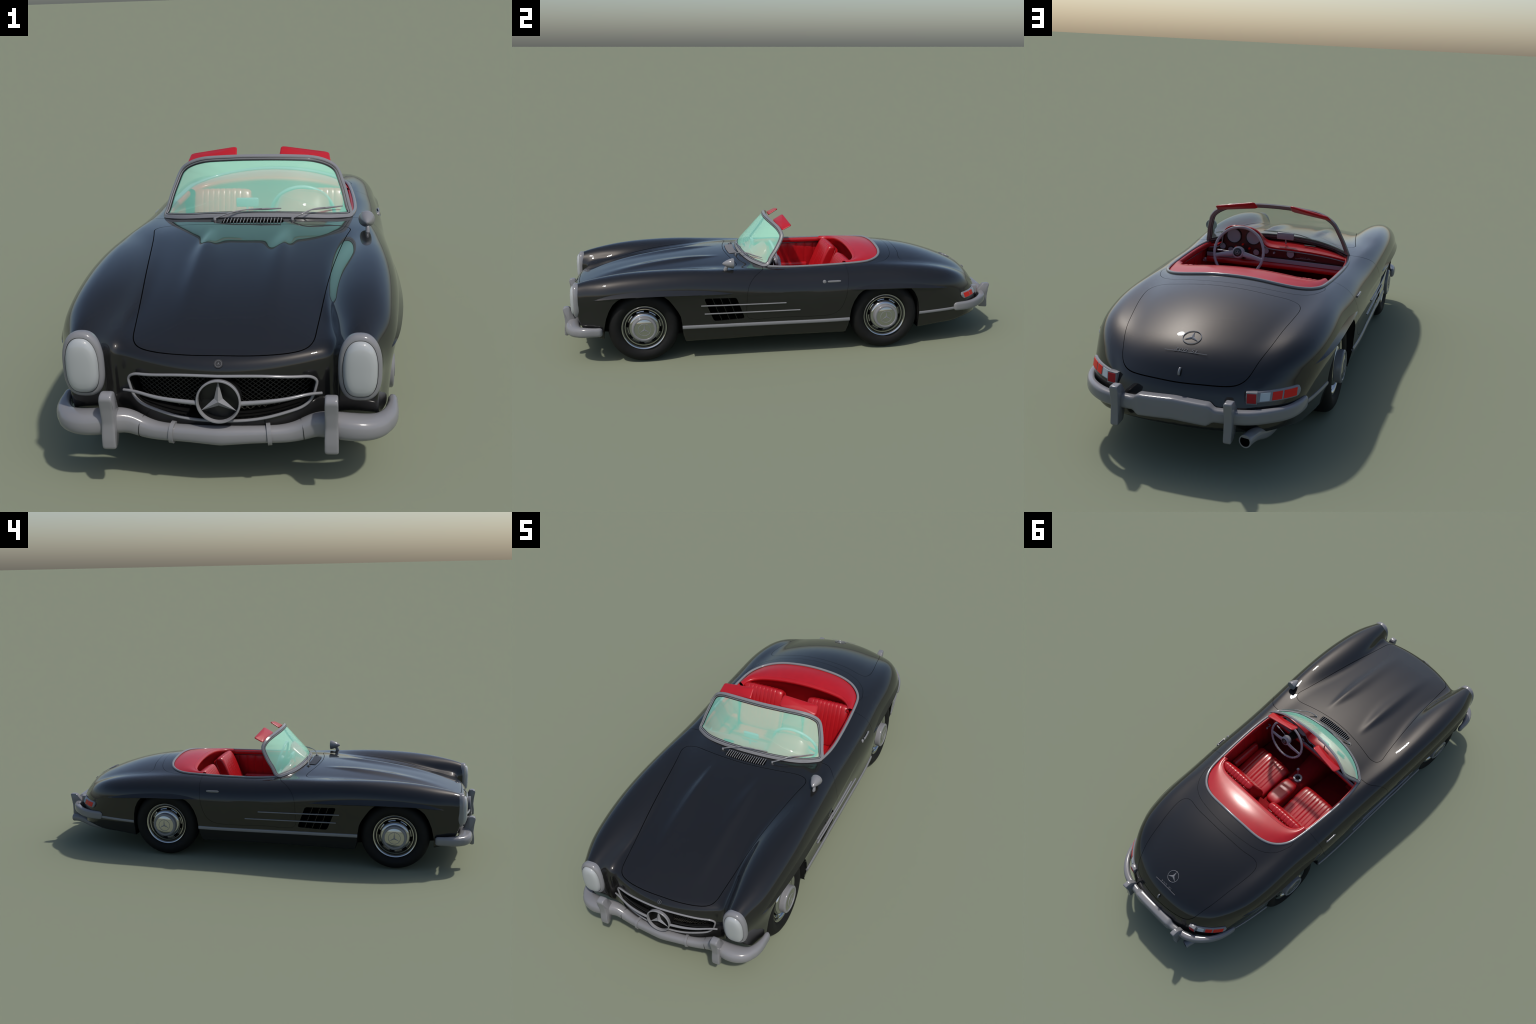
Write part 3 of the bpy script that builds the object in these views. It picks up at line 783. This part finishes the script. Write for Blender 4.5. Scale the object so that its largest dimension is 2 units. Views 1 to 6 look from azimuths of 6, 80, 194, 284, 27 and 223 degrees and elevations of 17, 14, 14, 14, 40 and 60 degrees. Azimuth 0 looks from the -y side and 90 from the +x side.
# ---------------------------------------------------------------- windscreen and its fittings
LOOP = np.array([(0,-.206,.4085),(.066,-.2035,.4075),(.158,-.188,.4015),(.22,-.1635,.3935),(.265,-.132,.3875),(.2835,-.110,.3870),(.2845,-.098,.3925),(.279,-.085,.412),(.268,-.058,.4515),(.2565,-.038,.4835),(.248,-.0275,.5045),(.2405,-.0245,.517),(.2285,-.0265,.5297),(.2138,-.0305,.5393),(.1946,-.036,.548),(.171,-.043,.555),(.126,-.051,.5602),(.06,-.0585,.5638),(0,-.061,.5647)])
_l = LOOP[::-1][1:-1].copy(); _l[:, 0] *= -1
OUT = path(np.vstack([LOOP, _l]), 240, True)
def inset(P_, d):
    T = np.roll(P_, -1, 0)-np.roll(P_, 1, 0); T /= np.linalg.norm(T, axis=1)[:, None]
    C = np.stack([P_[:, 0]*.45, np.full(len(P_), -.125), np.full(len(P_), .475)], 1)-P_
    C -= (C*T).sum(1)[:, None]*T; C /= np.linalg.norm(C, axis=1)[:, None]
    return P_+C*d, C
def screen_band(a, b, lift0, lift1, thick, name, mat, parent, round_=.0):
    A, C = inset(OUT, a); B, _ = inset(OUT, b)
    T = np.roll(OUT, -1, 0)-np.roll(OUT, 1, 0); T /= np.linalg.norm(T, axis=1)[:, None]
    N = np.cross(T, C)
    N *= np.sign((N*np.array((0, -1, .6))).sum(1))[:, None]
    M_ = (A+B)/2
    rings = [A-N*thick, A+N*lift0, A*.75+B*.25+N*(lift0+round_), M_+N*((lift0+lift1)/2+round_*1.2), A*.25+B*.75+N*(lift1+round_), B+N*lift1, B-N*thick]
    n = len(OUT); V = [tuple(p) for r in rings for p in r]; F = []; m = len(rings)
    for i in range(m):
        j = (i+1) % m
        for k in range(n): F.append((i*n+k, i*n+(k+1) % n, j*n+(k+1) % n, j*n+k))
    return make(name, V, F, mat, parent, 50)
frame = screen_band(0, .0112, .0012, .0042, .0050, 'windscreen_frame', SILVER, None, .0014)
screen_band(.0110, .0138, .0036, .0036, .003, 'frame_seal', SEAL, frame)
screen_band(.0136, .0172, .0044, .0034, .0035, 'glazing_strip', SILVER, frame, .0007)
screen_band(.0170, .0200, .0028, .0022, .003, 'glass_seal', SEAL, frame)

PILLAR_X = Curve((.38,.292),(.412,.279),(.4515,.268),(.4835,.2565),(.51,.2465),(.58,.222)); PILLAR_Y = Curve((.38,-.108),(.412,-.085),(.4515,-.058),(.4835,-.038),(.51,-.020),(.58,.022))
def screen_y(x, z):
    """bowed sheet: straight in the middle, wrapping back to the raked pillars"""
    yc = -.206+(z-.4085)*(.145/.1562); u = np.abs(x)/PILLAR_X(z)
    return yc+(PILLAR_Y(z)-yc)*u**3.0
def glass():
    G, _ = inset(OUT, .0186); n = len(G); R = 26; zc = .487
    k = np.linspace(1, .03, R)
    X = k[:, None]*G[None, :, 0]; Z = zc+k[:, None]*(G[None, :, 2]-zc)
    D = (G[:, 1]-screen_y(G[:, 0], G[:, 2]))[None]*k[:, None]**3
    Y = screen_y(X, Z)+D
    V = [(X[i, j], Y[i, j], Z[i, j]) for i in range(R) for j in range(n)]; F = []
    for i in range(R-1):
        for j in range(n): F.append((i*n+j, i*n+(j+1) % n, (i+1)*n+(j+1) % n, (i+1)*n+j))
    F.append(tuple((R-1)*n+j for j in range(n)))
    make('windscreen_glass', V, F, GLASS, frame, 0)
glass()

def wiper(s):
    if s > 0: piv, mid1, mid2, tip = (.1125,-.2205,.4060), (.140,-.2165,.4190), (.172,-.2010,.4265), (.2545,-.1415,.4195)
    else: piv, mid1, mid2, tip = (-.1110,-.2195,.4060), (-.0657,-.2145,.4230), (-.012,-.2050,.4305), (.0795,-.1935,.4310)
    piv, mid1, mid2, tip = map(np.array, (piv, mid1, mid2, tip))
    b = skin_top(piv[0], piv[1])
    for q, k in ((mid1, .3), (mid2, .7), (tip, 1.)): q[1] += (float(screen_y(q[0], q[2]))-.010-q[1])*k*.75
    arm = make('wiper', *merge(tube(path([piv+np.array((0, 0, .003)), mid1, mid2, mid2*.6+tip*.4+np.array((0, -.003, .002))], 24), lambda t: .0024-.0009*t, 8)), SILVER, None, 60)
    make('wiper_blade', *sweep([mid1*.15+mid2*.85, mid2*.5+tip*.5+np.array((0, -.0022, .0)), tip], lambda t: oval(.0016, .0032*(1-.5*abs(2*t-1)), 8)), SILVER, arm, 60)
    make('wiper_pivot', *lathe([(0, .0085), (.0030, .0080), (.0042, .0055), (.0042, .001), (.0050, -.003)], 20, Matrix.Translation(b)), SILVER, arm, 40)
    make('pivot_grommet', *lathe([(0, .0010), (.0100, .0010), (.0118, -.0008), (.0120, -.003)], 28, Matrix.Translation(b)), SEAL, arm, 40)
both(wiper)

def scuttle_vent():
    pl = [(x, y, skin_top(x, y)[2]-.006) for x, y in SCUTTLE_VENT]
    tray = make('scuttle_vent', pl, [tuple(range(len(pl)))], GAP, None)
    for k in range(18):
        x = -.0815+.163*k/17
        y0 = -.2525+.0052*(x/.085)**2-.001; y1 = -.2210+.0058*(x/.085)**2+.0035
        a, b = skin_top(x, y0), skin_top(x, y1)
        a[2] += .0012; b[2] += .0016
        make('vent_slat', *sweep([a, (a+b)/2+np.array((0, 0, .0004)), b], oval(.0012, .0022, 8, 3)), SILVER, tray, 60)
scuttle_vent()

def sun_visor(s):
    q = [np.array(v) for v in ((.0640,-.0400,.5500), (.2190,-.0235,.5330), (.2135,.0195,.5530), (.0675,.0050,.5768))]
    n = np.cross(q[1]-q[0], q[3]-q[0]); n /= np.linalg.norm(n)
    if n[2] < 0: n = -n
    def at_(u, v): return (q[0]*(1-u)+q[1]*u)*(1-v)+(q[3]*(1-u)+q[2]*u)*v
    out = path([(.06,.0),(.94,0),(1,.10),(1,.9),(.96,1),(.04,1),(0,.9),(0,.10)], 64, True)
    out = np.clip(out, 0, 1)
    rings = []
    for h, k in ((-.0032, .0), (-.0032, .93), (-.0018, .985), (0, 1), (.0018, .985), (.0032, .93), (.0032, 0)):
        rings.append([at_(.5+(u-.5)*(k*.985+.015), .5+(v-.5)*(k*.97+.03))+n*h for u, v in out])
    V, F = loft([[(s*a, b, c) for a, b, c in r] for r in rings])
    make('sun_visor', V, F, LEATHER, frame, 60)
both(sun_visor)

mir = make('rear_view_mirror', *box((-.0255, -.125, .4335), (.0665, .0105, .0270), .004, 3), DIAL, None, 40)
make('mirror_stalk', *tube([(-.0255, -.128, .4335), (-.0255, -.133, .415), (-.0255, -.138, .400)], .0028, 10, (1, 0, 0)), SILVER, mir)

# ---------------------------------------------------------------- cabin
rail_half = [(0,.4535),(.076,.4515),(.153,.445),(.211,.423),(.2385,.399),(.2635,.3595),(.2765,.30),(.2840,.22),(.2900,.12),(.2925,.03),(.2885,-.05),(.2795,-.100)]
rl = mirror_path([(a, b, 0) for a, b in rail_half], 200)
rail = [(x, y, skin_top(x, y)[2]+.0012) for x, y, _ in rl]
make('cockpit_rail', *sweep(rail, oval(.0056, .0052, 12, 2.3)), SILVER, None, 60)

def cover_top(x): return .4195-.42*x*x
def rear_shelf():
    """padded red cover behind the seats, its arms running forward along both sides"""
    back = mirror_path([(0,.4475,0),(.076,.4455,0),(.150,.439,0),(.206,.417,0),(.2325,.394,0),(.257,.356,0),(.2695,.30,0),(.2755,.262,0)], 90)
    lip = mirror_path([(0,.322,0),(.10,.3205,0),(.17,.3165,0),(.215,.307,0),(.2395,.290,0),(.2500,.272,0),(.2530,.258,0),(.2535,.250,0)], 90)
    rings = [[] for _ in range(13)]
    for b, l in zip(back, lip):
        zb = skin_top(b[0], min(b[1], .45))[2]-.0015
        for k in range(9):
            t = k/8; x, y = b[0]+(l[0]-b[0])*t, b[1]+(l[1]-b[1])*t
            z0 = zb+(min(cover_top(l[0])-.004, zb+.012)-zb)*t
            rings[k].append((x, y, z0+.006*math.sin(math.pi*min(t*1.05, 1))))
        x, y, z = rings[8][-1]
        d = np.array(l[:2])-np.array(b[:2]); d /= max(np.linalg.norm(d), 1e-6)
        rings[9].append((x+d[0]*.004, y+d[1]*.004, z-.003)); rings[10].append((x+d[0]*.004, y+d[1]*.004, z-.012))
        rings[11].append((x-d[0]*.006, y-d[1]*.006, z-.020)); rings[12].append((x-d[0]*.004, y-d[1]*.004, .16))
    V, F = loft(rings, False)
    sh = make('rear_shelf', V, F, LEATHER, None, 60)
    seam = [np.array(rings[7][i])*.8+np.array(rings[8][i])*.2+np.array((0, 0, .0002)) for i in range(2, 88)]
    make('shelf_piping', *tube(seam, .0010, 6), LEATHER, sh)
rear_shelf()

def tub():
    """floor, side walls and bulkheads of the cabin"""
    V, F = [], []
    xs_ = .288
    prof = [(-.36, .13), (-.36, .36)]
    parts = [([(-xs_, -.36, .115), (xs_, -.36, .115), (xs_, .33, .125), (-xs_, .33, .125)], [(0, 1, 2, 3)]),
             ([(-xs_, -.36, .115), (xs_, -.36, .115), (xs_, -.36, .36), (-xs_, -.36, .36)], [(0, 1, 2, 3)]),
             ([(-xs_, -.36, .26), (xs_, -.36, .26), (xs_, -.24, .115), (-xs_, -.24, .115)], [(0, 1, 2, 3)])]
    make('cabin_floor', *merge(*parts), CARPET, None, 20)
    for s in (1, -1):
        # door trim: upright pleats between the top roll and the pocket
        rows = []; ys_ = np.linspace(-.36, .262, 250)
        for k, z in enumerate((.115, .20, .26, .32, .345, .352, .3535)):
            row = []
            for y in ys_:
                top = skin_top(.284, max(min(y, .26), -.1))[2]
                pleat = .0022*abs(math.sin(math.pi*(y-.012)/.044))**.45 if .15 < z < .348 else 0
                xx = .2865 if y > -.1 else .2865
                row.append((s*(xx+.004-pleat), y, z))
            rows.append(row)
        V, F = loft(rows, False); tr = make('door_trim', V, F, LEATHER, DOORS[s], 60)
        roll = []
        for y in np.linspace(-.115, .255, 40):
            p = skin_top(np.interp(y, [-.1, -.05, .03, .12, .22, .3], [.2765, .2845, .2885, .286, .280, .2725]), y); roll.append((s*(p[0]-.003), y, p[2]-.011))
        make('door_top_roll', *sweep(roll, oval(.0065, .0115, 14)), LEATHER, DOORS[s], 60)
        make('door_trim_strip', *tube([(s*.2835, y, p-.0245) for y, p in zip(np.linspace(-.115, .255, 20), [skin_top(.284, y)[2] for y in np.linspace(-.115, .255, 20)])], .0014, 6), SILVER, DOORS[s])
        make('door_pocket', *box((s*.272, .115, .232), (.030, .165, .052), .010, 4), LEATHER, DOORS[s], 50)
        if s > 0:
            make('window_crank', *merge(tube([(.2835, -.062, .318), (.270, -.062, .318)], .004, 10), tube([(.270, -.062, .318), (.268, -.030, .335)], .0025, 8), lathe([(0, .004), (.004, .003), (.004, -.003), (0, -.004)], 12, Matrix.Translation((.264, -.030, .335)))), DIAL, DOORS[s])
        else:
            make('window_crank', *merge(tube([(-.2835, -.062, .318), (-.270, -.062, .318)], .004, 10), tube([(-.270, -.062, .318), (-.268, -.030, .335)], .0025, 8)), DIAL, DOORS[s])
tub()

def pillow(size, flutes=None, p=5., res=(40, 14, 40), crown=.0):
    """soft cushion: rounded block with stitched flutes on its +y (or top) face"""
    V, F = [], []
    bm = bmesh.new(); bmesh.ops.create_cube(bm, size=2)
    bmesh.ops.subdivide_edges(bm, edges=bm.edges[:], cuts=26, use_grid_fill=True)
    out = []
    for v in bm.verts:
        c = np.array(v.co); m = np.abs(c).max(); l = (np.abs(c)**p).sum()**(1/p)
        c = c*(m/l) if l else c
        out.append(c)
    bm.verts.index_update(); F = [[v.index for v in f.verts] for f in bm.faces]; bm.free()
    return np.array(out), F

GROOVES = np.linspace(-.66, .66, 8)
def cushion(W, A, B, depth, faces, bow=0., crown=0., p_end=5., p=4.5, n=110, m=56):
    """upholstered block: superellipse sections strung along x, stitched grooves where faces(angle) says so"""
    rings = []
    for u in np.sin(np.linspace(-1, 1, n)*math.pi/2):
        e = max(1-abs(u)**p_end, 0)**(1/p_end); e = .25+.75*e if abs(u) < 1 else .2
        d = np.abs(u-GROOVES).min()*W; g = math.exp(-(d/.0018)**2)
        rim_ = math.exp(-((abs(u)-.66)*W/.003)**2)*.6
        ring_ = []
        for k in range(m):
            t = 2*math.pi*k/m; c, s_ = math.cos(t), math.sin(t)
            y, z = A*math.copysign(abs(c)**(2/p), c), B*math.copysign(abs(s_)**(2/p), s_)
            f = faces(c, s_); puff = .0002*f*(1-g)*(abs(u) < .66)
            ey, ez = y-math.copysign(min((1-e)*min(A, B), abs(y)), y), z-math.copysign(min((1-e)*min(A, B), abs(z)), z)
            q = -depth*f*max(g, rim_)+puff
            l = math.hypot(c, s_); ring_.append((u*W, ey+q*c, ez+q*s_))
        rings.append(ring_)
    return loft(rings)

def seat(cx, s):
    # backrest: leans back, fluted panel with two plain side rolls
    lean = Matrix.Translation((cx, .2435, .2920)) @ Matrix.Rotation(math.radians(-23), 4, 'X')
    st = make('seat', *transform(cushion(.098, .027, .100, .0020, lambda c, s_: 1. if (c < .15 or s_ > .9) and s_ > -.6 else 0.), lean), LEATHER, None, 60)
    # shell behind the backrest, with a piped edge
    B2, F2 = pillow(None, p=7.)
    V = [(x*.1005, y*.012+.026, z*.096-.004) for x, y, z in B2]
    make('seat_shell', [tuple(lean @ Vector(v)) for v in V], F2, LEATHER, st, 50)
    edge = [(x, .0185, z) for x, z in path([(-.0985, -.08), (-.0995, 0), (-.0985, .06), (-.090, .087), (-.06, .0925), (0, .0935), (.06, .0925), (.090, .087), (.0985, .06), (.0995, 0), (.0985, -.08)], 60)]
    make('seat_piping', *transform(tube(edge, .0021, 8, (0, 1, 0)), lean), LEATHER, st)
    tilt = Matrix.Translation((cx, .112, .1830)) @ Matrix.Rotation(math.radians(-7), 4, 'X')
    make('seat_cushion', *transform(cushion(.102, .108, .036, .0022, lambda c, s_: 1. if s_ > .12 else 0.), tilt), LEATHER, st, 60)
    make('seat_base', *box((cx, .115, .150), (.19, .19, .06), .008, 2), CARPET, st, 40)
seat(.1585, 1); seat(-.1565, -1)

# tunnel, arm pad and gear lever
tun = make('transmission_tunnel', *loft([[(a*(1+.55*max(0, (-y-.02)/.3)), y, .115+(b*(1+.35*max(0, (-y-.02)/.3)))) for a, b in ((-.052, 0), (-.050, .07), (-.038, .098), (-.015, .108), (.015, .108), (.038, .098), (.050, .07), (.052, 0))] for y in np.linspace(-.36, .32, 24)], False), CARPET, None, 50)
make('tunnel_box', *box((0, .272, .175), (.104, .090, .14), .010, 3), CARPET, tun, 40)
B4, F4 = pillow(None, p=4.)
make('arm_pad', [(x*.040, .130+y*.082, .222+z*.022-.004*(y < 0)*y*y) for x, y, z in B4], F4, LEATHER, tun, 60)
gM = Matrix.Translation((-.002, .018, .226))
gl = make('gear_lever_ring', *lathe([(.0115, .001), (.0125, .0045), (.0215, .0045), (.0228, .002), (.0228, -.010)], 40, gM), DIAL, None, 40)
make('gear_lever_boot', *lathe([(.0035, .018), (.006, .010), (.0115, .003), (.0118, -.004)], 24, gM), BLACK, gl)
make('gear_lever', *merge(tube([(-.002, .018, .235), (.0045, .013, .290)], .0018, 8, (1, 0, 0)), lathe([(0, .0075), (.0045, .006), (.0075, 0), (.0045, -.006), (0, -.0075)], 20, Matrix.Translation((.0052, .012, .298)))), DIAL, gl, 40)
make('foot_mat', *box((-.17, -.235, .165), (.19, .004, .15), .0015, 1, None), BLACK, None)
make('door_light_plate', *box((-.215, -.17, .135), (.085, .03, .006), .002, 2), LEATHER, None)

# dashboard
LIP = path([(.279,-.100,.374),(.258,-.104,.3765),(.236,-.104,.3815),(.2215,-.099,.394),(.2165,-.096,.420),(.2085,-.095,.443),(.190,-.095,.4580),(.157,-.095,.4640),(.115,-.095,.4620),(.085,-.096,.4545),(.066,-.098,.4390),(.056,-.101,.415),(.043,-.104,.3985),(.020,-.106,.3930),(-.05,-.107,.3915),(-.14,-.106,.3885),(-.21,-.104,.3830),(-.279,-.100,.3740)], 160)
def dash():
    rings = [[] for _ in range(10)]
    for x, y, z in LIP:
        yb = float(Curve((0,-.195),(.066,-.193),(.158,-.178),(.22,-.153),(.262,-.128),(.285,-.118))(abs(x))); zb = .400-.25*x*x
        for k in range(8):
            t = k/7; w = t**1.0
            rings[k].append((x*(1-.02*w), y+(yb-y)*w, z+.002*math.sin(math.pi*min(2*t, 1))+(zb-.004-z)*w**(1. if z > .41 else 1.3)))
    top = [[(x, y, z-.012) for x, y, z in LIP], [(x, y+.004, z-.008) for x, y, z in LIP], [(x, y+.005, z-.002) for x, y, z in LIP]]+rings[:8]
    d = make('dashboard', *loft(top, False), LEATHER, None, 60)
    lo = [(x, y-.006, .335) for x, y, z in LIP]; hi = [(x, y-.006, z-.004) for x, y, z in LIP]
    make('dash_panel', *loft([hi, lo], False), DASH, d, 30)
    make('dash_edge_trim', *tube([(x, y+.0045, z-.011) for x, y, z in LIP], .0022, 8), SILVER, d)
    strip = path([(.279,-.094,.338),(.15,-.099,.3385),(0,-.101,.339),(-.15,-.099,.3385),(-.279,-.094,.338)], 40)
    make('dash_strip', *sweep(strip, oval(.003, .0085, 8, 4)), DIAL, d, 40)
    make('dash_roll', *sweep([(x, y-.006, z-.020) for x, y, z in strip], oval(.012, .013, 14)), LEATHER, d, 60)
    for x, z, r in ((.173,.4145,.0285),(.095,.4150,.0285),(.217,.3695,.0130),(.183,.357,.0125),(.081,.358,.0125),(.045,.367,.0130),(-.053,.3635,.0155)):
        M = frame_at((x, -.0990 if .05 < x < .23 else -.1075, z+.006), (-1, 0, 0), (0, .05, 1))
        make('dial', *lathe([(0, .002), (r*.94, .002)], 32, M), DIAL, d)
        make('dial_bezel', *lathe([(r*.93, .0015), (r*.97, .0042), (r*1.06, .0040), (r*1.10, -.001)], 32, M), BLACK, d, 40)
    for x, z in ((.163,.371),(.136,.3835),(.109,.370),(.012,.3615),(.247,.365)):
        M = frame_at((x, -.0990 if .05 < x < .23 else -.1075, z+.006), (-1, 0, 0), (0, .05, 1))
        make('dash_knob', *lathe([(0, .007), (.0035, .0065), (.0045, .003), (.0045, -.002)], 16, M), RED_LENS if x > .1 and x < .2 else DIAL, d)
    make('dash_vent', *box((-.118, -.152, .3985), (.045, .009, .004), .0015, 2), SEAL, d)
    script((-.112, -.1065, .3565), (-1, 0, 0), (0, 0, 1), .042, .006, 'dash_script', d, .001, .040)
dash()

def steering():
    c = Vector((.1325, -.036, .3710)); ax = Vector((0, .96, .28)).normalized()
    M = frame_at(c, (-1, 0, 0), Vector((0, -.28, .96)))
    if (M.to_3x3() @ Vector((0, 0, 1))).dot(ax) < 0: raise RuntimeError('axis')
    R = .0968; n = 144; pts = [(R*math.cos(2*math.pi*k/n), R*math.sin(2*math.pi*k/n), 0) for k in range(n)]
    def sec(t):
        a = 2*math.pi*t; low = max(0, min(1, (-math.sin(a)+.55)*2.2)); g = 1+.10*low*math.cos(36*a); return oval(.0056*g, .0056*g, 10)
    w = make('steering_wheel', *transform(sweep(pts, sec, (0, 0, 1), True), M), STEER, None, 60)
    sp = []
    for s in (1, -1):
        P_ = path([(s*.012, -.003, .010), (s*.045, -.009, .010), (s*.075, -.016, .004), (s*.0945, -.0215, 0)], 18)
        sp.append(transform(sweep(P_, lambda t: oval(.0105-.0035*t, .0045-.001*t, 12), (0, 0, 1)), M))
    make('wheel_spoke', *merge(*sp), STEER, w, 60)
    make('wheel_hub', *lathe([(.0165, .019), (.0195, .0185), (.0225, .015), (.0240, .004), (.0225, -.008)], 40, M), STEER, w, 50)
    make('horn_pad', *lathe([(0, .0205), (.012, .0202), (.0168, .0185), (.017, .012)], 32, M), BLACK, w, 0)
    make('horn_star', *merge(star(.0075, .0016, .0010, M @ Matrix.Translation((0, 0, .0206))), ring(.0080, .0006, M @ Matrix.Translation((0, 0, .0206)), 32, 6)), SILVER, w, 15)
    a = M @ Vector((0, 0, -.004)); b = M @ Vector((0, 0, -.115))
    make('steering_column', *merge(tube([a, a*.7+b*.3], .017, 20, (1, 0, 0)), tube([a*.7+b*.3, b], .021, 20, (1, 0, 0))), BLACK, w, 40)
    k = M @ Vector((0, 0, -.012))
    make('indicator_stalk', *merge(tube([k, (.205, -.060, .367)], .0017, 8), tube([(.205, -.060, .367), (.2260, -.0625, .3655)], .0035, 10)), STEER, w, 40)
steering()
